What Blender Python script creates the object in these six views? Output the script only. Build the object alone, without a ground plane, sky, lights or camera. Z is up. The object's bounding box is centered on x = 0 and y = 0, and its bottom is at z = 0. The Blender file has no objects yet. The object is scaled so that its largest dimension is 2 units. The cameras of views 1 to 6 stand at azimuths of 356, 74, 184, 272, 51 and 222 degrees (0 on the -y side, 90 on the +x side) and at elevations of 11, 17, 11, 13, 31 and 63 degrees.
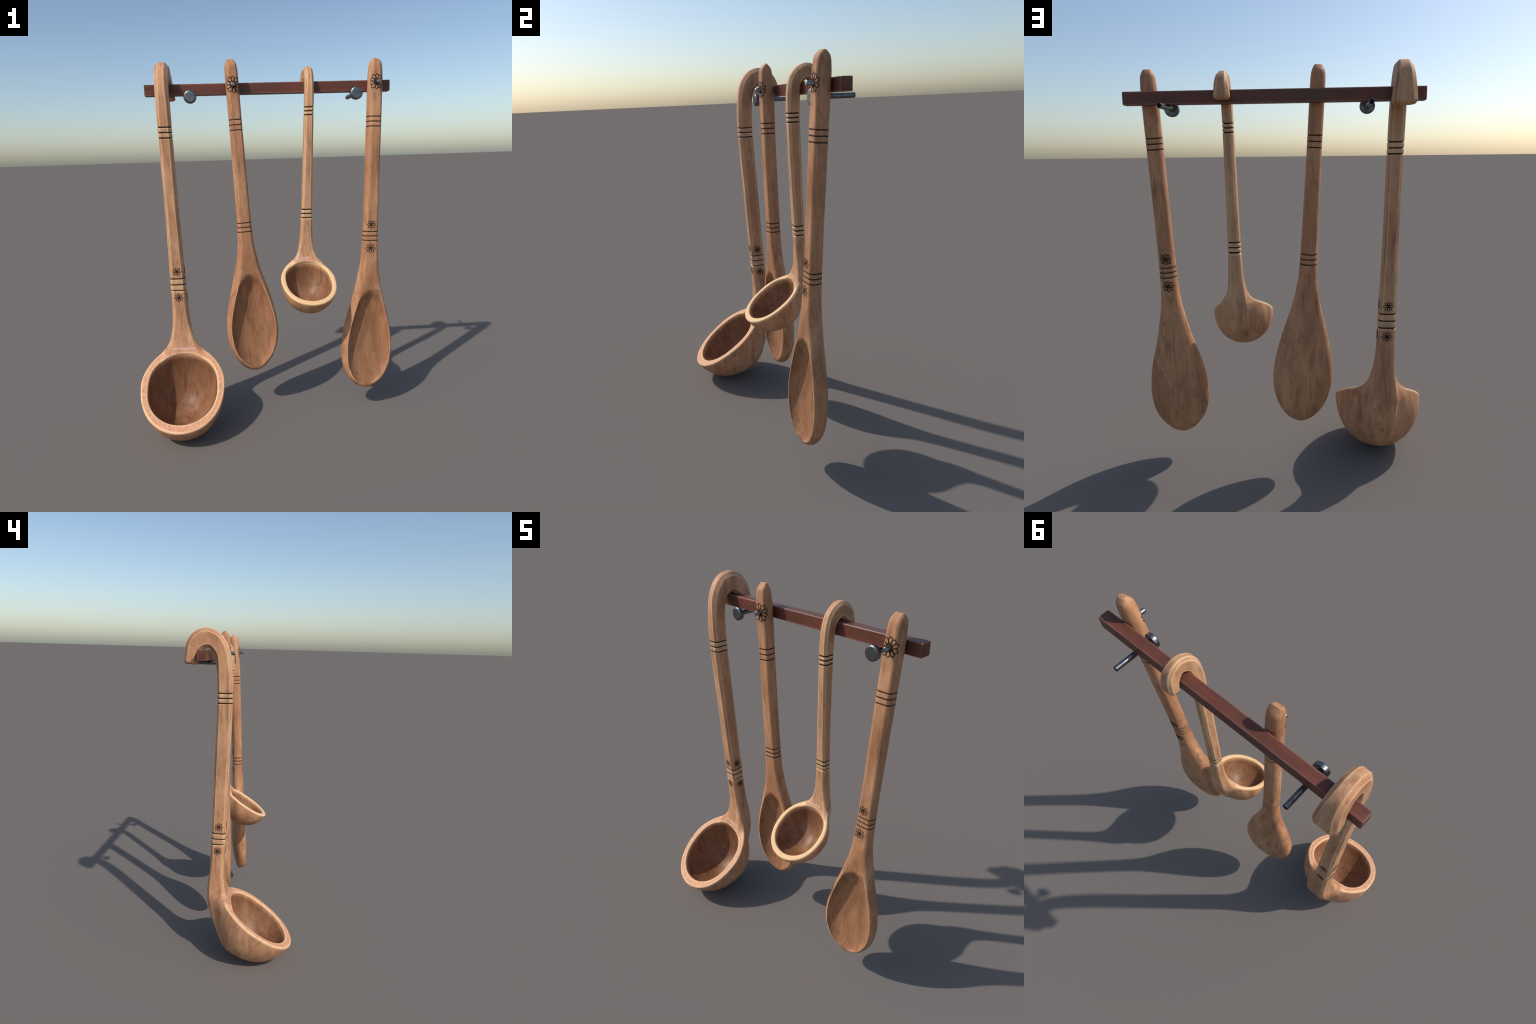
"""Four hand-carved wooden kitchen utensils hanging from a square rail:
a big ladle, a spoon, a small ladle and a second spoon."""
import bpy, math
import numpy as np
from mathutils import Matrix, Vector

SCENE = bpy.context.scene


# ------------------------------------------------------------------ materials
def node_tree(name):
    m = bpy.data.materials.new(name)
    m.use_nodes = True
    nt = m.node_tree
    nt.nodes.clear()
    return m, nt


class G:
    """tiny helper for wiring shader nodes"""

    def __init__(self, nt):
        self.nt = nt

    def n(self, kind, **kw):
        nd = self.nt.nodes.new(kind)
        for k, v in kw.items():
            setattr(nd, k, v)
        return nd

    def link(self, a, b):
        self.nt.links.new(a, b)

    def put(self, sock, v):
        if isinstance(v, bpy.types.NodeSocket):
            self.link(v, sock)
        else:
            sock.default_value = v

    def math(self, op, a, b=0.0, c=0.0, clamp=False):
        nd = self.n('ShaderNodeMath', operation=op, use_clamp=clamp)
        for i, v in enumerate((a, b, c)):
            self.put(nd.inputs[i], v)
        return nd.outputs[0]

    def mapping(self, vec, scale=(1, 1, 1), loc=(0, 0, 0), rot=(0, 0, 0)):
        nd = self.n('ShaderNodeMapping')
        self.link(vec, nd.inputs[0])
        nd.inputs[1].default_value = loc
        nd.inputs[2].default_value = rot
        nd.inputs[3].default_value = scale
        return nd.outputs[0]

    def noise(self, vec, scale, detail=3.0, rough=0.5, dist=0.0):
        nd = self.n('ShaderNodeTexNoise')
        self.link(vec, nd.inputs['Vector'])
        nd.inputs['Scale'].default_value = scale
        nd.inputs['Detail'].default_value = detail
        nd.inputs['Roughness'].default_value = rough
        nd.inputs['Distortion'].default_value = dist
        return nd.outputs[0]

    def range(self, v, a, b, c=0.0, d=1.0, smooth=True):
        nd = self.n('ShaderNodeMapRange', interpolation_type='SMOOTHSTEP' if smooth else 'LINEAR')
        self.put(nd.inputs[0], v)
        for i, x in enumerate((a, b, c, d)):
            nd.inputs[i + 1].default_value = x
        return nd.outputs[0]

    def mix(self, f, a, b, blend='MIX'):
        nd = self.n('ShaderNodeMix', data_type='RGBA', blend_type=blend)
        self.put(nd.inputs[0], f)
        for i, v in ((6, a), (7, b)):
            if isinstance(v, bpy.types.NodeSocket):
                self.link(v, nd.inputs[i])
            else:
                nd.inputs[i].default_value = (*v, 1)
        return nd.outputs[2]


def srgb(r, g, b):
    f = lambda c: (c / 12.92 if c <= .04045 else ((c + .055) / 1.055) ** 2.4)
    return tuple(f(x / 255) for x in (r, g, b))


def edge_mask(g, radius, lo, hi):
    """1 on worn convex edges, 0 on open faces (rounded normal against true normal)"""
    bev = g.n('ShaderNodeBevel', samples=8)
    bev.inputs[0].default_value = radius
    geo = g.n('ShaderNodeNewGeometry')
    dot = g.n('ShaderNodeVectorMath', operation='DOT_PRODUCT')
    g.link(bev.outputs[0], dot.inputs[0])
    g.link(geo.outputs['Normal'], dot.inputs[1])
    return g.range(g.math('SUBTRACT', 1.0, dot.outputs['Value']), lo, hi)


def wood(name, light, mid, dark, pale, seed, edge=0.0, edge_radius=.012, edge_ramp=(.0015, .024), rim=None, hollow_tint=None, wear=.3, red=(.30, .12, .06)):
    """carved fruit wood, grain along object z; 'rim' = (centre, axis a, axis b,
    normal, (A, B) outer, (A, B) hole) lays paler end grain on a ladle's rim"""
    m, nt = node_tree(name)
    g = G(nt)
    out = g.n('ShaderNodeOutputMaterial')
    bsdf = g.n('ShaderNodeBsdfPrincipled')
    g.link(bsdf.outputs[0], out.inputs[0])
    tc = g.n('ShaderNodeTexCoord').outputs['Object']
    P = g.mapping(tc, loc=(seed * 1.37, seed * .71, seed * 2.13))
    warp = g.noise(g.mapping(P, scale=(1, 1, .5)), 9, 2)
    # swirling growth rings
    streak = g.noise(g.mapping(P, scale=(1, 1, .13)), 28, 5, .6, 1.0)
    lines = g.noise(g.mapping(P, scale=(1, 1, .06)), 125, 4, .65, 1.2)
    broad = g.noise(g.mapping(P, scale=(1, 1, .28)), 11, 3, .55, .9)
    ring = g.n('ShaderNodeTexWave', wave_type='RINGS', rings_direction='Y', wave_profile='SIN')
    g.link(g.mapping(P, scale=(1, 1, .12)), ring.inputs['Vector'])
    ring.inputs['Scale'].default_value = 22
    ring.inputs['Distortion'].default_value = 5.5
    ring.inputs['Detail'].default_value = 2
    ring.inputs['Detail Scale'].default_value = 1.2
    speck = g.noise(P, 260, 2, .6)

    col = g.mix(g.range(broad, .32, .68), mid, light)
    col = g.mix(g.math('MULTIPLY', g.range(streak, .50, .74), .62), col, dark)
    col = g.mix(g.math('MULTIPLY', g.range(lines, .54, .72), .17), col, dark)
    col = g.mix(g.math('MULTIPLY', g.range(ring.outputs['Fac'], .62, .98), .16), col, dark)
    col = g.mix(g.math('MULTIPLY', g.range(warp, .52, .72), .20), col, red)
    col = g.mix(g.math('MULTIPLY', g.range(speck, .56, .75), .22), col, dark)
    mott = g.noise(g.mapping(P, scale=(1, 1, .45)), 34, 5, .65, .4)
    col = g.mix(g.math('MULTIPLY', g.range(mott, .46, .70), .52), col, tuple(.62 * x + .38 * y for x, y in zip(dark, mid)))
    # rubbed pale patches along the grain
    rub = g.noise(g.mapping(P, scale=(1, 1, .2), loc=(3, 1, 2)), 15, 2, .5)
    col = g.mix(g.math('MULTIPLY', g.range(rub, .52, .74), wear), col, pale)

    if edge > 0:
        e = edge_mask(g, edge_radius, *edge_ramp)
        brk = g.range(g.noise(g.mapping(P, scale=(1, 1, .3)), 30, 2), .25, .6, .45, 1.0)
        col = g.mix(g.math('MULTIPLY', g.math('MULTIPLY', e, brk), edge), col, pale)
    if rim:
        C, a, b, nrm, neck_b, line_amt, face_col, fleck_amt, outer, hole = rim
        off = g.n('ShaderNodeVectorMath', operation='SUBTRACT')
        g.link(tc, off.inputs[0])
        off.inputs[1].default_value = C

        def comp(v):
            d = g.n('ShaderNodeVectorMath', operation='DOT_PRODUCT')
            g.link(off.outputs[0], d.inputs[0])
            d.inputs[1].default_value = v
            return d.outputs['Value']

        h, pa, pb = comp(nrm), comp(a), comp(b)     # height over the rim plane, across it, towards the handle

        def reach(egg):
            """signed distance in the rim plane to the outline of an egg"""
            A, b0, Bf, pf, Bb, pk = egg[:6]
            d = g.math('SUBTRACT', pb, b0)
            e = g.math('POWER', g.math('ABSOLUTE', g.math('DIVIDE', pa, A)), 2.0)
            e = g.math('ADD', e, g.math('POWER', g.math('MAXIMUM', g.math('DIVIDE', d, -Bf), 0.0), pf))
            e = g.math('ADD', e, g.math('POWER', g.math('MAXIMUM', g.math('DIVIDE', d, Bb), 0.0), pk))
            return g.math('MULTIPLY', g.math('SUBTRACT', g.math('SQRT', e), 1.0), A)
        to_out, to_hole = reach(outer), reach(hole)
        if hollow_tint:                                   # darker tone inside the bowl, multiplied into the wood colour
            deep = g.math('MULTIPLY', g.range(h, -.034, -.012, 1, 0), .9)
            col = g.mix(deep, col, g.mix(1.0, col, hollow_tint, 'MULTIPLY'))
        on_face = g.math('MULTIPLY', g.range(h, -.008, -.004), g.range(h, .004, .012, 1, 0))
        not_neck = g.range(pb, neck_b * .96, neck_b * 1.12, 1.0, 0.0)
        # short cross-cut flecks of the end grain
        fleck = g.noise(g.mapping(P, scale=(1, .45, .45)), 95, 3, .6)
        fc = g.mix(g.math('MULTIPLY', g.range(fleck, .42, .66), fleck_amt), face_col, mid)
        col = g.mix(g.math('MULTIPLY', g.math('MULTIPLY', on_face, not_neck), .9), col, fc)
        # worn pale lines along both edges of the rim
        near_rim = g.math('MULTIPLY', g.range(h, -.016, -.007), g.range(h, .004, .010, 1, 0))
        o_line = g.range(g.math('ABSOLUTE', g.math('ADD', to_out, .004)), .003, .008, 1, 0)
        i_line = g.range(g.math('ABSOLUTE', g.math('SUBTRACT', to_hole, .003)), .003, .008, 1, 0)
        line = g.math('MULTIPLY', g.math('MAXIMUM', g.math('MULTIPLY', o_line, not_neck), i_line), near_rim)
        wob = g.range(g.noise(P, 25, 2), .3, .6, .6, 1.0)
        col = g.mix(g.math('MULTIPLY', g.math('MULTIPLY', line, wob), line_amt), col, pale)
        # pinkish pale stripe where the neck meets the rim
        sc = g.range(g.math('ABSOLUTE', g.math('SUBTRACT', pb, neck_b * 1.06)), .003, .008, 1, 0)
        sc = g.math('MULTIPLY', sc, g.range(g.math('ABSOLUTE', pa), neck_b * .24, neck_b * .30, 1, 0))
        sc = g.math('MULTIPLY', sc, g.range(h, -.004, 0))
        col = g.mix(g.math('MULTIPLY', sc, .38), col, srgb(214, 178, 168))
    g.link(col, bsdf.inputs['Base Color'])
    bsdf.inputs['Roughness'].default_value = .45 if hollow_tint else .58
    bsdf.inputs['Specular IOR Level'].default_value = .32
    bump = g.n('ShaderNodeBump')
    bump.inputs['Strength'].default_value = .25
    bump.inputs['Distance'].default_value = .0015
    g.link(g.math('ADD', lines, g.math('MULTIPLY', streak, 1.5)), bump.inputs['Height'])
    soft = g.n('ShaderNodeBevel', samples=6)
    soft.inputs[0].default_value = .004
    g.link(soft.outputs[0], bump.inputs['Normal'])
    g.link(bump.outputs[0], bsdf.inputs['Normal'])
    return m


def burnt(name, base, rough=.8):
    m, nt = node_tree(name)
    g = G(nt)
    out = g.n('ShaderNodeOutputMaterial')
    bsdf = g.n('ShaderNodeBsdfPrincipled')
    g.link(bsdf.outputs[0], out.inputs[0])
    tc = g.n('ShaderNodeTexCoord').outputs['Object']
    v = g.range(g.noise(tc, 70, 3), .3, .7)
    g.link(g.mix(v, base, tuple(x * 1.7 for x in base)), bsdf.inputs['Base Color'])
    bsdf.inputs['Roughness'].default_value = rough
    bsdf.inputs['Specular IOR Level'].default_value = .2
    return m


def stained_rail():
    m, nt = node_tree('stained_red_brown_wood')
    g = G(nt)
    out = g.n('ShaderNodeOutputMaterial')
    bsdf = g.n('ShaderNodeBsdfPrincipled')
    g.link(bsdf.outputs[0], out.inputs[0])
    tc = g.n('ShaderNodeTexCoord').outputs['Object']
    big = g.noise(g.mapping(tc, scale=(.5, 1, 1)), 12, 2, .5)
    fine = g.noise(g.mapping(tc, scale=(.05, 1, 1)), 90, 3, .6)
    col = g.mix(g.range(big, .35, .66), srgb(94, 58, 44), srgb(110, 60, 47))
    col = g.mix(g.math('MULTIPLY', g.range(fine, .45, .7), .35), col, srgb(70, 43, 34))
    e = edge_mask(g, .009, .003, .045)
    brk = g.range(g.noise(g.mapping(tc, scale=(.3, 1, 1)), 18, 2), .3, .6, .35, 1)
    col = g.mix(g.math('MULTIPLY', g.math('MULTIPLY', e, brk), .8), col, srgb(164, 116, 104))
    g.link(col, bsdf.inputs['Base Color'])
    g.link(g.range(big, .3, .7, .34, .5), bsdf.inputs['Roughness'])
    bsdf.inputs['Specular IOR Level'].default_value = .36
    return m


def steel(name, base, r0, r1):
    m, nt = node_tree(name)
    g = G(nt)
    out = g.n('ShaderNodeOutputMaterial')
    bsdf = g.n('ShaderNodeBsdfPrincipled')
    g.link(bsdf.outputs[0], out.inputs[0])
    tc = g.n('ShaderNodeTexCoord').outputs['Object']
    v = g.noise(tc, 60, 4, .6)
    g.link(g.mix(g.range(v, .35, .7), base, tuple(x * .6 for x in base)), bsdf.inputs['Base Color'])
    g.link(g.range(v, .3, .7, r0, r1), bsdf.inputs['Roughness'])
    bsdf.inputs['Metallic'].default_value = 1.0
    return m


# ------------------------------------------------------------------ mesh tools
def vertex_normals(V, F):
    N = np.zeros_like(V)
    for k in (3, 4):
        idx = np.array([f for f in F if len(f) == k], int)
        if not len(idx):
            continue
        if k == 3:
            n = np.cross(V[idx[:, 1]] - V[idx[:, 0]], V[idx[:, 2]] - V[idx[:, 0]])
        else:
            n = np.cross(V[idx[:, 2]] - V[idx[:, 0]], V[idx[:, 3]] - V[idx[:, 1]])
        for j in range(k):
            np.add.at(N, idx[:, j], n)
    return N / np.maximum(np.linalg.norm(N, axis=1), 1e-12)[:, None]


def add_mesh(name, V, F, material, parent, normals=None, smooth=True):
    me = bpy.data.meshes.new(name)
    me.from_pydata([tuple(v) for v in np.asarray(V, float)], [], [tuple(int(i) for i in f) for f in F])
    me.update()
    for p in me.polygons:
        p.use_smooth = smooth
    if normals is not None:
        me.normals_split_custom_set_from_vertices([tuple(n) for n in normals])
    me.materials.append(material)
    ob = bpy.data.objects.new(name, me)
    SCENE.collection.objects.link(ob)
    ob.parent = parent
    return ob


def add_regions(V, F, labels, table, parent):
    """split one surface into named parts that keep the whole surface's normals"""
    V = np.asarray(V, float)
    N = vertex_normals(V, F)
    labels = np.asarray(labels)
    for lab, (name, mat) in table.items():
        pick = [F[i] for i in np.nonzero(labels == lab)[0]]
        if not pick:
            continue
        used = np.unique(np.concatenate([np.array(f) for f in pick]))
        remap = np.full(len(V), -1)
        remap[used] = np.arange(len(used))
        add_mesh(name, V[used], [[remap[i] for i in f] for f in pick], mat, parent, N[used])


def loft(rings, skip=()):
    """closed rings (all the same length) -> quads with fan caps; returns V, F, ring index of each face.
    'skip' lists the ring steps between doubled corner points (facets keep hard edges there)"""
    R = np.asarray(rings, float)
    m, k, _ = R.shape
    V = R.reshape(-1, 3)
    F, lab = [], []
    for i in range(m - 1):
        for j in range(k):
            if j in skip:
                continue
            j2 = (j + 1) % k
            F.append((i * k + j, i * k + j2, (i + 1) * k + j2, (i + 1) * k + j))
            lab.append(i)
    c0, c1 = len(V), len(V) + 1
    V = np.vstack([V, R[0].mean(0), R[-1].mean(0)])
    for j in range(k):
        if j in skip:
            continue
        j2 = (j + 1) % k
        F.append((c0, j2, j)); lab.append(0)
        F.append((c1, (m - 1) * k + j, (m - 1) * k + j2)); lab.append(m - 2)
    return V, F, np.array(lab)


def pchip(x, xs, ys):
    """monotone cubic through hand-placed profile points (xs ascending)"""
    x = np.asarray(x, float)
    xs, ys = np.asarray(xs, float), np.asarray(ys, float)
    h = np.diff(xs)
    d = np.diff(ys) / h
    m = np.zeros_like(ys)
    for i in range(1, len(xs) - 1):
        if d[i - 1] * d[i] > 0:
            w1, w2 = 2 * h[i] + h[i - 1], h[i] + 2 * h[i - 1]
            m[i] = (w1 + w2) / (w1 / d[i - 1] + w2 / d[i])
    m[0], m[-1] = d[0], d[-1]
    xc = np.clip(x, xs[0], xs[-1])
    i = np.clip(np.searchsorted(xs, xc) - 1, 0, len(h) - 1)
    t = (xc - xs[i]) / h[i]
    return ((2 * t**3 - 3 * t**2 + 1) * ys[i] + (t**3 - 2 * t**2 + t) * h[i] * m[i]
            + (-2 * t**3 + 3 * t**2) * ys[i + 1] + (t**3 - t**2) * h[i] * m[i + 1])


def profile(pairs):
    p = sorted(pairs)
    xs, ys = [a for a, _ in p], [b for _, b in p]
    return lambda z: pchip(z, xs, ys)


def empty(name, loc, rot=None, label='', category=''):
    e = bpy.data.objects.new(name, None)
    SCENE.collection.objects.link(e)
    M = (rot.to_4x4() if rot is not None else Matrix.Identity(4))
    M.translation = Vector(loc)
    e.matrix_world = M
    if label:
        e['label'] = label
        e['category'] = category
    return e


def surface_nets(f, lo, hi, step):
    """mesh the zero level of the signed field f, then pull the vertices exactly onto it"""
    ax = [np.arange(a, b + step, step) for a, b in zip(lo, hi)]
    nx, ny, nz = map(len, ax)
    D = np.empty((nx, ny, nz))
    Y, Z = np.meshgrid(ax[1], ax[2], indexing='ij')
    for i0 in range(0, nx, 16):
        xs = ax[0][i0:i0 + 16]
        X = np.broadcast_to(xs[:, None, None], (len(xs), ny, nz))
        D[i0:i0 + 16] = f(X, np.broadcast_to(Y, X.shape), np.broadcast_to(Z, X.shape))
    S = D < 0
    acc = np.zeros((nx - 1, ny - 1, nz - 1, 3))
    cnt = np.zeros((nx - 1, ny - 1, nz - 1))
    for axis in range(3):
        o1, o2 = [k for k in range(3) if k != axis]
        for u in (0, 1):
            for v in (0, 1):
                sl0 = [None] * 3
                sl0[axis] = slice(0, -1)
                sl0[o1] = slice(u, D.shape[o1] - 1 + u)
                sl0[o2] = slice(v, D.shape[o2] - 1 + v)
                sl1 = list(sl0)
                sl1[axis] = slice(1, None)
                d0, d1 = D[tuple(sl0)], D[tuple(sl1)]
                c = (d0 < 0) != (d1 < 0)
                t = np.where(c, d0 / np.where(c, d0 - d1, 1), 0)
                acc[..., axis] += np.where(c, t, 0)
                acc[..., o1] += np.where(c, u, 0)
                acc[..., o2] += np.where(c, v, 0)
                cnt += c
    act = cnt > 0
    idx = np.full(act.shape, -1)
    idx[act] = np.arange(act.sum())
    cells = np.argwhere(act)
    V = np.array(lo) + step * (cells + acc[act] / cnt[act][:, None])
    F = []
    for axis in range(3):
        o1, o2 = (axis + 1) % 3, (axis + 2) % 3
        sl0 = [slice(1, -1)] * 3
        sl0[axis] = slice(0, -1)
        sl1 = list(sl0)
        sl1[axis] = slice(1, None)
        s0, s1 = S[tuple(sl0)], S[tuple(sl1)]
        for flip in (False, True):
            e = np.argwhere((~s0 & s1) if flip else (s0 & ~s1))
            if not len(e):
                continue
            off = np.ones(3, int)
            off[axis] = 0
            e = e + off
            u = np.zeros(3, int); u[o1] = 1
            v = np.zeros(3, int); v[o2] = 1
            q = [idx[tuple((e - u - v).T)], idx[tuple((e - v).T)], idx[tuple(e.T)], idx[tuple((e - u).T)]]
            if flip:
                q = q[::-1]
            F.append(np.stack(q, 1))
    F = np.concatenate(F)
    h = step * .05
    for _ in range(5):
        d = f(V[:, 0], V[:, 1], V[:, 2])
        gr = np.stack([(f(V[:, 0] + h * (k == 0), V[:, 1] + h * (k == 1), V[:, 2] + h * (k == 2))
                        - f(V[:, 0] - h * (k == 0), V[:, 1] - h * (k == 1), V[:, 2] - h * (k == 2))) / (2 * h)
                       for k in range(3)], 1)
        mv = -d[:, None] * gr / np.maximum((gr**2).sum(1), .05)[:, None]
        ln = np.linalg.norm(mv, axis=1)
        V = V + mv * np.minimum(1, step * .5 / np.maximum(ln, 1e-9))[:, None]
    return V, F


def smin(a, b, k):
    h = np.maximum(k - np.abs(a - b), 0) / k
    return np.minimum(a, b) - h * h * k * .25


def smax(a, b, k):
    return -smin(-a, -b, k)


# ------------------------------------------------------------------ flower marks
def flower_strokes(radius, petals, hub, width, seed, fat=.42):
    """outline strokes of a petalled flower in the plane: list of closed polylines (a, b)"""
    rng = np.random.default_rng(seed)
    lines = []
    for k in range(petals):
        ang = math.pi / 2 + 2 * math.pi * (k + rng.uniform(-.06, .06)) / petals
        L = radius * rng.uniform(.92, 1.03) - width * .5
        wd = fat * radius * math.sin(math.pi / petals) * 2.1 * rng.uniform(.88, 1.08)
        t = np.linspace(0, 1, 15)
        half = wd * .5 * np.sin(math.pi * t**1.3)**.85
        r = hub + (L - hub) * t
        pts = [(r[i], half[i]) for i in range(15)] + [(r[i], -half[i]) for i in range(13, 0, -1)]
        ca, sa = math.cos(ang), math.sin(ang)
        lines.append(np.array([(p * ca - q * sa, p * sa + q * ca) for p, q in pts]))
    return lines


def flower_mark(ring_at, start, turn, centre_s, radius, petals, hub, width, seed, material, parent, fat=.42, slip=0.0):
    """scorched flower drawn on a handle. ring_at(s) is the cross-section at height s; the drawing
    is laid round it by arc length, 'turn' of a full turn away from ring point 'start'"""
    reach = radius * 1.2
    hs = np.linspace(-reach, reach, 31)
    us = np.linspace(-reach, reach, 61)
    grid = []
    for h in hs:
        R = np.roll(ring_at(centre_s + h), -start, axis=0)
        R = np.vstack([R, R[:1]])
        cum = np.concatenate([[0], np.cumsum(np.linalg.norm(np.diff(R, axis=0), axis=1))])
        at = (us + slip + turn * cum[-1]) % cum[-1]
        grid.append(np.stack([np.interp(at, cum, R[:, k]) for k in range(3)], 1))
    grid = np.array(grid)
    gh, gu = np.gradient(grid, axis=0), np.gradient(grid, axis=1)
    gn = np.cross(gu, gh)
    gn /= np.maximum(np.linalg.norm(gn, axis=2), 1e-12)[..., None]
    mid = ring_at(centre_s).mean(0)
    if np.dot(gn[15, 30], grid[15, 30] - mid) < 0:
        gn = -gn

    def put(uv, up):
        fu = np.clip((uv[:, 0] + reach) / (2 * reach) * 60, 0, 59.999)
        fh = np.clip((uv[:, 1] + reach) / (2 * reach) * 30, 0, 29.999)
        i, j = fh.astype(int), fu.astype(int)
        a, b = (fh - i)[:, None], (fu - j)[:, None]
        bil = lambda A: (A[i, j] * (1 - b) + A[i, j + 1] * b) * (1 - a) + (A[i + 1, j] * (1 - b) + A[i + 1, j + 1] * b) * a
        return bil(grid) + bil(gn) * up

    V, F = [], []

    def sweep(line):
        n = len(line)
        tg = np.roll(line, -1, 0) - np.roll(line, 1, 0)
        tg /= np.maximum(np.linalg.norm(tg, axis=1), 1e-9)[:, None]
        nm = np.stack([-tg[:, 1], tg[:, 0]], 1)
        base = sum(len(v) for v in V)
        rows = [put(line + nm * side * width, up) for side, up in
                ((-.5, -.0018), (-.5, .0003), (-.25, .0008), (.25, .0008), (.5, .0003), (.5, -.0018))]
        V.append(np.stack(rows, 1).reshape(-1, 3))
        for i in range(n):
            j = (i + 1) % n
            for k in range(5):
                F.append((base + i * 6 + k, base + i * 6 + k + 1, base + j * 6 + k + 1, base + j * 6 + k))
    for line in flower_strokes(radius, petals, hub, width, seed, fat):
        sweep(line)
    t = np.linspace(0, 2 * math.pi, 17)[:-1]
    ring = np.stack([np.cos(t), np.sin(t)], 1)
    if hub < radius * .15:
        sweep(ring * width * .55)
    else:
        sweep(ring * hub)
    add_mesh('flower_mark', np.concatenate(V), F, material, parent)


# ------------------------------------------------------------------ materials in use
PALE = srgb(229, 188, 143)
WOOD_LADLE = dict(light=srgb(205, 152, 114), mid=srgb(182, 129, 93), dark=srgb(116, 82, 58), pale=PALE)
WOOD_SMALL = dict(light=srgb(207, 156, 117), mid=srgb(184, 133, 96), dark=srgb(120, 86, 61), pale=srgb(232, 192, 142))
WOOD_SPOON = dict(light=srgb(202, 147, 107), mid=srgb(176, 123, 86), dark=srgb(108, 76, 53), pale=srgb(224, 176, 134))
MARK_LADLE = burnt('scorched_groove', srgb(62, 43, 30))
MARK_SPOON = burnt('scorched_line', srgb(64, 43, 30))
MARK_FLOWER = burnt('scorched_drawing', srgb(50, 35, 27))
RAIL = stained_rail()
STEEL = steel('dull_steel', (.20, .215, .23), .28, .5)
STEEL_PEG = steel('polished_steel', (.34, .36, .39), .18, .35)
BLACK_DISC = burnt('black_disc', (.004, .004, .004))


# ------------------------------------------------------------------ spoons
def spoon_mats(seed):
    worn = {k: tuple(c * m for c, m in zip(v, (.73, .71, .69))) for k, v in WOOD_SPOON.items() if k != 'pale'}  # darker copy of the spoon's wood tones, used in its hollow
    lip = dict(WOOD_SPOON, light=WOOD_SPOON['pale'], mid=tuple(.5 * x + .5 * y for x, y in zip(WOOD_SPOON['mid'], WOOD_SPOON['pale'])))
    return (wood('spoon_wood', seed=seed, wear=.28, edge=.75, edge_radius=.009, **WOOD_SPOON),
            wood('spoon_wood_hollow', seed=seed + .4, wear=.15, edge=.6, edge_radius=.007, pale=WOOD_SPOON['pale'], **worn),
            wood('spoon_wood_lip', seed=seed, wear=.5, **lip))


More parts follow.
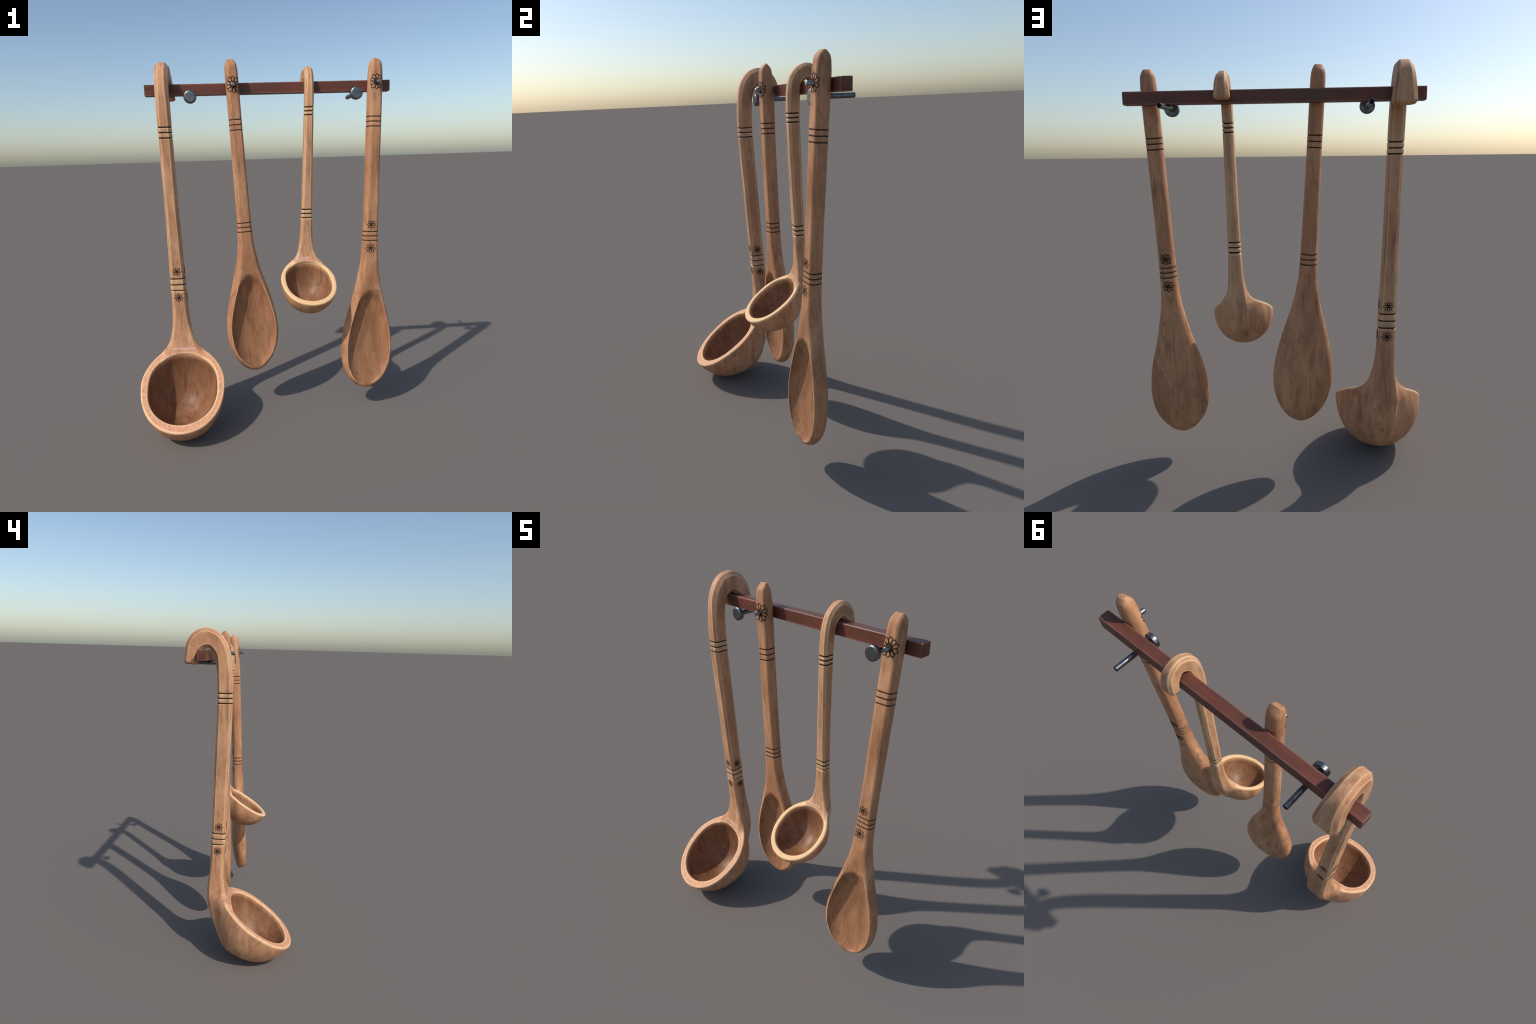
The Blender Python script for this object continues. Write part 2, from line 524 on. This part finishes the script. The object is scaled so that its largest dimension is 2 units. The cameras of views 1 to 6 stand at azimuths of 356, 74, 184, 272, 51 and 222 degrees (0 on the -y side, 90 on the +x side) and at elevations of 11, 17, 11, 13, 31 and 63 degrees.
def build_spoon(tip, foot, yaw, width, cav_width, front, back, cav_depth, grooves, flowers, split, mat, seed, label):
    tip, foot = Vector(tip), Vector(foot)
    zax = (tip - foot).normalized()
    y = math.radians(yaw)
    fr = Vector((math.sin(y), -math.cos(y), 0))
    yax = -(fr - zax * fr.dot(zax)).normalized()
    xax = yax.cross(zax)
    rot = Matrix((xax, yax, zax)).transposed()
    root = empty('wooden_spoon', foot, rot, label, 'spoon')
    fz = foot.z
    root2 = lambda p: (lambda f: lambda z: np.sqrt(np.maximum(f(z), 0)))(profile([(q, w * w) for q, w in p]))
    W, CW = root2(width), root2(cav_width)
    YF, DB, DZ = (profile(p) for p in (front, back, cav_depth))
    YM = profile([(split - .4, .012), (split - .1, .010), (split + .15, 0), (2.0, 0)])
    s = np.sin(np.linspace(-math.pi / 2, math.pi / 2, 35))
    top = max(z for z, d in cav_depth if d > 0)
    land = np.linspace(0, math.pi / 2, 9)[1:-1]
    bk = np.linspace(0, math.pi, 31)

    def ring(z, inset=0.0):
        w, cw, yf, db = float(W(z)), float(CW(z)), float(YF(z)), float(DB(z))
        ym = float(YM(z)) * min(1, db / .03)
        cw = min(cw, w * .96)
        # the hollow starts later towards its sides, so its upper end is round
        dz = DZ(z + .050 * s**2 * (z > top - .09)) if z > top - .09 else DZ(np.full(len(s), z) + .050 * s**2 * max(0, 1 - (top - .09 - z) / .1))
        w, yf, db = max(w - inset, 1e-4), max(yf - inset, 1e-4), max(db - inset, 1e-4)
        pts = [(cw * q, -yf + d * (1 - abs(q)**3.2)**.8) for q, d in zip(s, dz)]
        pts += [(cw, -yf)]
        pts += [(cw + (w - cw) * math.sin(t)**.92, ym - (yf + ym) * math.cos(t)**.92) for t in land]
        e = 2 / 2.25
        for t in bk:
            c, n = math.cos(t), math.sin(t)
            pts.append((w * math.copysign(abs(c)**e, c), ym + (db - ym) * abs(n)**e))
        pts += [(-cw - (w - cw) * math.sin(t)**.92, ym - (yf + ym) * math.cos(t)**.92) for t in land[::-1]]
        pts += [(-cw, -yf)]
        h = (z - fz) / zax.z
        return np.array([(a, b, h) for a, b in pts])

    zs = set(np.round(np.arange(fz + .06, tip.z - .05, .012), 4))
    zs |= {round(a, 4) for a, _ in width} | {round(a, 4) for a, _ in cav_depth}
    zs |= set(np.round(fz + .06 * (1 - np.cos(np.linspace(0, math.pi / 2, 14))), 4))
    zs |= set(np.round(tip.z - .05 * np.linspace(0, 1, 7), 4))
    zs = [z for z in zs if fz <= z <= tip.z and not any(abs(z - c) < .009 for c in grooves)]
    seq = [(z, 0, 0) for z in zs]
    for c in grooves:
        seq += [(c + .006, 0, 0), (c + .0034, 0, 0), (c + .0021, .0011, 1), (c - .0021, .0011, 1), (c - .0034, 0, 0), (c - .006, 0, 0)]
    seq.sort(reverse=True)
    rings = [ring(z, i) for z, i, _ in seq]
    n = len(rings[0])
    V, F, at = loft(rings, (len(s) - 1, n - 1))
    col = np.array([min(f[:4]) % n if max(f) < len(V) - 2 else -1 for f in F])
    zmid = np.array([(seq[i][0] + seq[i + 1][0]) / 2 for i in range(len(seq) - 1)])
    lab_ring = np.where(zmid > split, 0, 1)
    for i in range(len(seq) - 1):
        if seq[i][2] or seq[i + 1][2]:
            lab_ring[i] = 2
    lab = lab_ring[at]
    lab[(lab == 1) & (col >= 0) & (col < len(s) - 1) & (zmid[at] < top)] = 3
    lip = (col == len(s)) | (col == n - 2) | (col == 0) | (col == len(s) - 2)
    lab[((lab == 1) | (lab == 3)) & lip & (zmid[at] < top - .045) & (zmid[at] > fz + .026)] = 4
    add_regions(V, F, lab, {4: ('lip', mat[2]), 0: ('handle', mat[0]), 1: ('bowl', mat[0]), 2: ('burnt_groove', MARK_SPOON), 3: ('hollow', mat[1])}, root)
    for i, (side, z, r, petals, hub, wd, slip) in enumerate(flowers):
        flower_mark(lambda h: ring(h * zax.z + fz), len(s) // 2, 0.0 if side == 'front' else .5, (z - fz) / zax.z, r, petals, hub, wd,
                    seed * 17 + i, MARK_FLOWER, root, .62 if petals > 8 else .44, slip)
    return root


build_spoon(
    tip=(-.164, .138, 1.998), foot=(-.0765, .1225, .2525), yaw=8.5,
    width=[(1.998, .0165), (1.992, .0215), (1.96, .0322), (1.93, .0342), (1.86, .0347), (1.657, .035), (1.4, .037),
           (1.101, .0412), (1.0, .0465), (.95, .054), (.915, .0605), (.857, .0735), (.78, .095), (.697, .1185),
           (.62, .136), (.54, .1485), (.486, .151), (.42, .144), (.372, .130), (.3253, .109), (.288, .081),
           (.2675, .058), (.2562, .038), (.2525, .020)],
    cav_width=[(1.998, .007), (1.96, .014), (1.86, .0165), (1.1, .020), (.95, .026), (.86, .036), (.83, .046), (.818, .050), (.807, .054),
               (.79, .061), (.743, .0765), (.654, .1035), (.564, .1235), (.5, .1287), (.434, .1235), (.369, .105),
               (.3225, .0765), (.291, .046), (.277, .026), (.266, .013), (.2562, .005), (.2525, .001)],
    front=[(1.998, .0015), (1.969, .029), (1.94, .0335), (1.9, .036), (1.6, .036), (1.3, .034), (1.0, .032), (.8, .032), (.5, .031),
           (.3, .028), (.27, .024), (.2525, .017)],
    back=[(1.998, .0015), (1.969, .030), (1.94, .0355), (1.9, .040), (1.8, .041), (1.6, .039), (1.3, .040), (1.0, .043), (.85, .050), (.65, .066),
          (.5, .074), (.4, .070), (.32, .058), (.275, .044), (.2525, .033)],
    cav_depth=[(2.0, 0), (.85, 0), (.836, .001), (.822, .005), (.805, .015), (.77, .032), (.7, .043), (.6, .046), (.5, .044), (.4, .036),
               (.33, .026), (.295, .014), (.276, .003), (.266, 0), (.2525, 0)],
    grooves=[1.6845, 1.657, 1.6295, 1.126, 1.101, 1.076],
    flowers=[('front', 1.864, .0475, 10, .012, .0043, 0)],
    split=.93, mat=spoon_mats(3.0), seed=3,
    label='long carved brown wooden spoon with burnt rings and flower')

build_spoon(
    tip=(.627, .151, 1.997), foot=(.561, .0505, .135), yaw=8.0,
    width=[(1.997, .0115), (1.99, .0180), (1.955, .0345), (1.92, .037), (1.86, .0392), (1.655, .040), (1.3, .040),
           (1.186, .0405), (1.027, .0425), (.9, .0475), (.85, .053), (.776, .067), (.7, .083), (.63, .101), (.54, .127),
           (.46, .143), (.37, .1515), (.30, .1465), (.248, .133), (.202, .109), (.167, .080), (.147, .057), (.1385, .037),
           (.135, .020)],
    cav_width=[(1.997, .007), (1.955, .015), (1.86, .018), (1.1, .020), (.9, .026), (.76, .038), (.72, .048), (.702, .053), (.69, .056),
               (.67, .065), (.64, .0755), (.602, .0870), (.568, .0970), (.52, .1090), (.46, .1215), (.38, .1295), (.3, .1245), (.238, .105),
               (.197, .082), (.172, .053), (.160, .031), (.150, .014), (.1385, .005), (.135, .001)],
    front=[(1.997, .0015), (1.967, .030), (1.94, .0345), (1.9, .037), (1.6, .036), (1.3, .034), (1.0, .032), (.8, .033), (.6, .033),
           (.4, .033), (.2, .029), (.155, .024), (.135, .017)],
    back=[(1.997, .0015), (1.967, .030), (1.94, .0345), (1.9, .037), (1.6, .038), (1.3, .040), (1.0, .044), (.8, .053), (.6, .066),
          (.4, .072), (.28, .066), (.21, .054), (.16, .043), (.135, .034)],
    cav_depth=[(2.0, 0), (.734, 0), (.720, .001), (.707, .005), (.69, .015), (.655, .032), (.58, .042), (.48, .045), (.37, .043),
               (.28, .035), (.215, .026), (.18, .014), (.160, .003), (.150, 0), (.135, 0)],
    grooves=[1.681, 1.655, 1.629, 1.052, 1.027, 1.002],
    flowers=[('front', 1.864, .0445, 10, .012, .0043, -.004), ('front', 1.092, .0275, 8, .0032, .0031, -.009),
             ('front', .958, .031, 8, .0032, .0031, -.009), ('back', 1.097, .032, 8, .0035, .0044, 0), ('back', .957, .032, 8, .0035, .0044, 0)],
    split=.82, mat=spoon_mats(7.3), seed=5,
    label='long carved brown wooden spoon with burnt flowers')


# ------------------------------------------------------------------ ladles
def octagon(hw, ht, ch):
    """cross-section with chamfered corners, every corner doubled so that facets stay crisp;
    starts at the middle of the front face"""
    c = [(hw - ch, -ht), (hw, -ht + ch), (hw, ht - ch), (hw - ch, ht), (-hw + ch, ht), (-hw, ht - ch), (-hw, -ht + ch), (-hw + ch, -ht)]
    pts = [(0.0, -ht)]
    for i, p in enumerate(c):
        pts += [p, p]
        if i == 3:
            pts.append((0.0, ht))
    return np.array(pts)


CORNERS = (1, 3, 5, 7, 10, 12, 14, 16)


def build_ladle(origin, x_line, hook, shaft, neck, flare, forward, chamfer, grooves, flowers, bowl, hook_from, step, mats, seed, label):
    """hook: (y, z, half width, half thickness) from the free end over the rail;
    shaft: same four numbers going down to the neck; neck continues them into the bowl"""
    root = empty('wooden_ladle', origin, None, label, 'ladle')
    O = np.array(origin)
    X = lambda z: x_line[0] + x_line[1] * (z - 1.0)
    mat_handle, mat_bowl, mat_hollow, mat_band = mats

    # spine through hook and shaft (Catmull-Rom)
    ctrl = np.array(hook + shaft[:2], float)
    pts = []
    for i in range(len(hook)):
        p0, p1, p2 = ctrl[max(i - 1, 0)], ctrl[i], ctrl[i + 1]
        p3 = ctrl[min(i + 2, len(ctrl) - 1)]
        for t in np.linspace(0, 1, 5)[:-1]:
            pts.append(.5 * (2 * p1 + (p2 - p0) * t + (2 * p0 - 5 * p1 + 4 * p2 - p3) * t**2 + (3 * p1 - p0 - 3 * p2 + p3) * t**3))
    pts = np.array(pts)
    SY, SW, ST = (profile([(p[1], p[k]) for p in [hook[-1]] + shaft + neck]) for k in (0, 2, 3))
    seq = [(p[0], p[1], p[2], p[3], 0, 0) for p in pts]
    z_hi = shaft[0][1]
    low = min(grooves)
    zs = [z for z in np.arange(z_hi, low, -.03) if not any(abs(z - c) < .012 for c in grooves)]
    rows = [(z, 0, 0) for z in zs]
    for c in grooves:
        rows += [(c + .009, 0, 0), (c + .0036, 0, 0), (c + .0020, .0032, 1), (c - .0020, .0032, 1), (c - .0036, 0, 0), (c - .009, 0, 0)]
    rows = [r for r in rows if r[0] > low - .003] + [(low - .02, .007, 1)]
    rows.sort(reverse=True)
    seq += [(float(SY(z)), z, float(SW(z)), float(ST(z)), ins, gr) for z, ins, gr in rows]
    yz = np.array([(a[0], a[1]) for a in seq])
    tan = np.gradient(yz, axis=0)
    for i, (y, z, w, t, ins, gr) in enumerate(seq):     # keep groove walls square to the shaft
        if i > len(pts):
            tan[i] = (float(SY(z - .02)) - float(SY(z + .02)), -.04)
    tan /= np.linalg.norm(tan, axis=1)[:, None]
    rings = []
    for (y, z, w, t, ins, gr), tg in zip(seq, tan):
        sec = octagon(w - ins, t - ins, chamfer[0] + (chamfer[1] - chamfer[0]) * min(1.0, max(0.0, (z - hook_from + .02) / .12)))
        front = np.array([tg[1], -tg[0]])               # outward / front side of the spine in (y, z)
        rings.append([(X(z) + a - O[0], y - b * front[0] - O[1], z - b * front[1] - O[2]) for a, b in sec])
    # ease the free end
    end, nxt = np.array(rings[0]), np.array(rings[1])
    drop = np.array([0, -tan[0][0], -tan[0][1]])
    cen = end.mean(0)
    rings = [list(cen + (end - cen) * .74 + drop * .010), list(cen + (end - cen) * .93 + drop * .006)] + rings
    seq = [seq[0], seq[0]] + seq
    V, F, at = loft(rings, CORNERS)
    lab = np.zeros(len(seq) - 1, int)
    for i in range(len(seq) - 1):
        if i < len(pts) + 2 and seq[i + 1][1] >= hook_from or i < 12:
            lab[i] = 1
        if seq[i][5] or seq[i + 1][5]:
            lab[i] = 2
        elif any(0 < grooves[k] - seq[i + 1][1] + .001 < grooves[k] - grooves[k + 1] and seq[i][1] < grooves[k] for k in (0, 1, 3, 4)):
            lab[i] = 3
    add_regions(V, F, lab[at], {0: ('handle', mat_handle), 3: ('carved_band', mat_band), 1: ('hook', mat_handle), 2: ('burnt_groove', MARK_LADLE)}, root)

    # bowl and neck: one smooth body carved from a hollowed egg blended into the shaft
    C, a, b, n = bowl['C'], bowl['a'], bowl['b'], bowl['n']
    FL, FW = profile(flare), profile(forward)
    zt = low - .0042

    def egg(pa, pb, h, A, b0, Bf, pf, Bb, pk, D, ph, lean):
        d = pb - b0
        Bb = Bb * (1 - lean * np.clip(h / D, 0, 1))     # back wall leans in with depth
        e = (np.abs(pa) / A)**2 + np.where(d < 0, (np.abs(d) / Bf)**pf, (np.abs(d) / Bb)**pk) + (np.abs(h) / D)**ph
        return (np.sqrt(e) - 1) * min(A, D) * .95

    def field(x, y, z):
        x, y, z = x + O[0], y + O[1], z + O[2]
        dx, dy, dz = x - C[0], y - C[1], z - C[2]
        pa = dx * a[0] + dy * a[1] + dz * a[2]
        pb = dx * b[0] + dy * b[1] + dz * b[2]
        h = -(dx * n[0] + dy * n[1] + dz * n[2])
        body = smax(egg(pa, pb, h, *bowl['outer']), -h, .009)
        zc = np.clip(z, neck[-1][1], 9)
        w, t, yc = SW(zc), ST(zc), SY(zc)
        ahead = np.clip((yc - y) / t * .5 + .5, 0, 1)   # the neck spreads towards the rim at its front
        qx = np.abs(x - X(zc)) - w - FL(zc) * ahead
        qy = np.maximum(y - yc - t, yc - y - t - FW(zc))  # and slopes forward to meet the hollow's edge
        shaft_d = smax(smax(qx, qy, .003), (qx + qy + chamfer[0]) * .7071, .003)
        shaft_d = smax(shaft_d, neck[-1][1] - z, .03)
        body = smin(body, shaft_d, bowl['blend'])
        body = smax(body, -egg(pa, pb, h, *bowl['hole']), .007)
        return np.maximum(body, z - zt)

    lo = np.array(bowl['lo']) - O
    lo[2] = zt - O[2] - (math.ceil((zt - bowl['lo'][2]) / step) + .5) * step   # cap halfway between samples
    hi = np.array([bowl['hi'][0], bowl['hi'][1], zt + 2 * step]) - O
    V, F = surface_nets(field, lo, hi, step)
    # name the regions: the hollow, and the outside with rim and neck
    W = V + O - C
    inner = egg(W @ a, W @ b, -(W @ n), *bowl['hole'])
    inside = (np.abs(inner[F]).max(1) < .0035) & ((W @ n)[F].max(1) < -.006)
    add_regions(V, [tuple(f) for f in F], np.where(inside, 1, 0), {0: ('bowl', mat_bowl), 1: ('hollow', mat_hollow)}, root)

    def ring_at(h):
        z = h + O[2]
        sec = octagon(float(SW(z)), float(ST(z)), chamfer[0])
        return np.array([(X(z) + p - O[0], float(SY(z)) + q - O[1], h) for p, q in sec])
    for i, (turn, z, r) in enumerate(flowers):
        flower_mark(ring_at, 0, turn, z - O[2], r, 8, .0032, .0031, seed * 31 + i, MARK_FLOWER, root)
    return root


def bowl_frame(slope, yaw):
    s, y = math.radians(slope), math.radians(yaw)
    a = np.array([math.cos(y), math.sin(y), 0])
    b = np.array([-math.sin(y) * math.cos(s), math.cos(y) * math.cos(s), math.sin(s)])
    return a, b, np.cross(a, b)


def ladle_mats(C, origin, frame, neck_b, outer, hole, style, seed, edge, face_col, fleck, line):
    a, b, n = frame
    rim = (tuple(np.array(C) - origin), tuple(a), tuple(b), tuple(n), neck_b, line, face_col, fleck, outer, hole)
    band = dict(style, light=tuple(.45 * x + .55 * y for x, y in zip(style['light'], style['pale'])),
                mid=tuple(.7 * x + .3 * y for x, y in zip(style['mid'], style['pale'])))
    return (wood('ladle_wood', seed=seed, edge=edge, edge_radius=.013, **style),
            wood('ladle_wood_bowl', seed=seed, edge=edge, edge_radius=.016, edge_ramp=(.0015, .012), rim=rim, **style),
            wood('ladle_wood_hollow', seed=seed, rim=rim, hollow_tint=(.43, .385, .36), **style),
            wood('ladle_wood_band', seed=seed, edge=edge, edge_radius=.013, **band))


fa, fb, fn = frame1 = bowl_frame(35.0, -.7)
C1 = np.array([-.494, -.130, .269])
# egg shapes: half width, centre shift, front reach and power, back reach and power, depth and power, lean
OUT1, HOLE1 = (.227, .05, .303, 2.4, .238, 1.6, .276, 2.25, .20), (.187, .01, .214, 2.2, .209, 2.7, .236, 1.7, .20)
O1 = (-.494, -.03, 0.0)
build_ladle(
    origin=O1, x_line=(-.5097, -.0229),
    hook=[(.2835, 1.815, .0535, .036), (.2800, 1.844, .0520, .0365), (.2755, 1.874, .048, .039), (.261, 1.908, .043, .0455),
          (.235, 1.934, .039, .0515), (.2, 1.9455, .0372, .0535), (.1605, 1.936, .0362, .0505), (.131, 1.905, .0358, .0470),
          (.113, 1.867, .0355, .0445), (.104, 1.82, .0353, .043), (.0985, 1.76, .0352, .0425)],
    shaft=[(.0955, 1.70, .0352, .0425), (.0955, 1.624, .0352, .0425), (.108, 1.25, .0350, .0425), (.1165, 1.0, .038, .042),
           (.1225, .85, .041, .0415)],
    neck=[(.1245, .80, .042, .0415), (.128, .70, .043, .0415), (.1335, .60, .0455, .0425), (.1395, .52, .050, .044),
          (.1430, .46, .055, .045), (.143, .42, .058, .0445), (.136, .35, .062, .043), (.116, .28, .064, .042), (.082, .20, .056, .040),
          (.042, .13, .046, .036)],
    flare=[(.13, 0), (.25, .01), (.33, .03), (.38, .046), (.41, .040), (.436, .028), (.464, .018), (.525, .008), (.585, .002), (.64, 0), (.9, 0)],
    forward=[(.13, 0), (.30, .03), (.36, .062), (.385, .058), (.41, .046), (.43, .034), (.46, .021), (.50, .011), (.55, .004), (.62, 0), (.9, 0)],
    chamfer=(.0135, .019), grooves=[1.6513, 1.624, 1.5967, .8304, .796, .7616],
    flowers=[(turn, z, .0275) for turn in (0, .25, .5, .75) for z in (.871, .719)],
    bowl=dict(C=C1, a=fa, b=fb, n=fn, outer=OUT1, hole=HOLE1, blend=.032, lo=(-.74, -.36, -.02), hi=(-.25, .21)),
    hook_from=1.76, step=.0036,
    mats=ladle_mats(C1, np.array(O1), frame1, .232, OUT1, HOLE1, WOOD_LADLE, 1.0, .65, srgb(216, 158, 120), .8, .85), seed=1,
    label='big hooked wooden ladle with deep round bowl')

fa, fb, fn = frame2 = bowl_frame(33.6, 4.4)
C2 = np.array([.225, -.004, .797])
OUT2, HOLE2 = (.1535, .03, .195, 2.4, .164, 1.6, .176, 2.25, .20), (.1275, .006, .141, 2.2, .147, 2.7, .146, 1.7, .20)
O2 = (.225, .03, .62)
build_ladle(
    origin=O2, x_line=(.2354, .0286),
    hook=[(.2700, 1.850, .0352, .0250), (.2675, 1.870, .0335, .0275), (.261, 1.895, .031, .031), (.244, 1.918, .027, .0345),
          (.213, 1.931, .0245, .036), (.180, 1.917, .0238, .035), (.159, 1.89, .0236, .0335), (.148, 1.85, .0236, .032),
          (.144, 1.80, .0236, .031)],
    shaft=[(.1435, 1.76, .0238, .0305), (.144, 1.722, .024, .0300), (.151, 1.45, .0258, .0285), (.1575, 1.25, .0282, .0270)],
    neck=[(.161, 1.162, .0295, .0262), (.164, 1.08, .0325, .0265), (.167, 1.00, .0365, .0275), (.169, .955, .0405, .028),
          (.1705, .92, .043, .029), (.170, .87, .044, .030), (.163, .82, .042, .032), (.147, .77, .038, .033), (.122, .72, .030, .033)],
    flare=[(.72, 0), (.80, .012), (.855, .034), (.88, .036), (.90, .024), (.918, .016), (.936, .010), (.98, .003), (1.03, 0), (1.3, 0)],
    forward=[(.72, 0), (.82, .02), (.86, .032), (.88, .026), (.90, .018), (.92, .011), (.95, .004), (1.0, 0), (1.3, 0)],
    chamfer=(.0092, .0125), grooves=[1.7423, 1.722, 1.7017, 1.186, 1.162, 1.138],
    flowers=[],
    bowl=dict(C=C2, a=fa, b=fb, n=fn, outer=OUT2, hole=HOLE2, blend=.023, lo=(.05, -.17, .60), hi=(.40, .22)),
    hook_from=1.80, step=.0029,
    mats=ladle_mats(C2, np.array(O2), frame2, .16, OUT2, HOLE2, WOOD_SMALL, 5.7, .75, srgb(232, 188, 142), .35, .95), seed=2,
    label='small hooked wooden ladle with round cup')


# ------------------------------------------------------------------ rail with nails and pegs
rack = empty('hanging_rail', (.0445, .21, 1.80), None, 'dark square wooden rail with steel nails and pegs', 'rack')
RO = np.array([.0445, .21, 1.80])


def bevelled_box(lo, hi, r):
    """box with eased edges, long axis x, cut into short lengths"""
    (x0, y0, z0), (x1, y1, z1) = lo, hi
    def sec(d, rr):
        ya, yb, za, zb = y0 + d, y1 - d, z0 + d, z1 - d
        c = [(ya + rr, za), (yb - rr, za), (yb, za + rr), (yb, zb - rr), (yb - rr, zb), (ya + rr, zb), (ya, zb - rr), (ya, za + rr)]
        return [p for q in c for p in (q, q)]
    xs = [(x0, r)] + [(x, 0) for x in np.linspace(x0 + r, x1 - r, 40)] + [(x1, r)]
    return [[(x, y, z) for y, z in sec(d, r)] for x, d in xs]


V, F, at = loft(bevelled_box(np.array([-.6315, .1822, 1.8252]) - RO, np.array([.7205, .2368, 1.8838]) - RO, .0024), (0, 2, 4, 6, 8, 10, 12, 14))
add_mesh('rail', V, [f[::-1] for f in F], RAIL, rack, vertex_normals(V, [f[::-1] for f in F]))


def turned(stations, segs):
    """solid of revolution about y from (y, radius) stations"""
    t = np.linspace(0, 2 * math.pi, segs, endpoint=False)
    return loft([[(r * math.cos(q), y, r * math.sin(q)) for q in t] for y, r in stations])


def metal_piece(name, stations, parent, mat, segs=20, at=None):
    V, F, _ = turned(stations, segs)
    F = [f[::-1] for f in F]
    ob = add_mesh(name, V, F, mat, parent, vertex_normals(np.asarray(V), F))
    if at is not None:
        ob.location = at
    return ob


for x in (-.385, .520):
    nail = bpy.data.objects.new('nail', None)
    SCENE.collection.objects.link(nail)
    nail.parent = rack
    nail.location = Vector((x, .14, 1.8115)) - Vector(RO)
    metal_piece('nail_head', [(-.0125, .0275), (-.0122, .0290), (-.0095, .0335), (-.0075, .0348), (-.006, .0350), (.010, .0350), (.0125, .0335),
                              (.014, .0300), (.0142, .0285)], nail, STEEL, 18)
    metal_piece('nail_shank', [(.010, .0121), (.012, .0122), (.1990, .0122), (.2000, .0116)], nail, STEEL, 14)
    metal_piece('nail_end', [(.1985, .0098), (.2006, .0100), (.2008, .0094)], nail, BLACK_DISC, 14)
for x in (-.156, .625):
    metal_piece('peg', [(-.0005, .0082), (0, .0086), (.0022, .0106), (.0032, .0113), (.005, .0115), (.112, .0115), (.113, .011)],
                rack, STEEL_PEG, 14, Vector((x, .0745, 1.8635)) - Vector(RO))
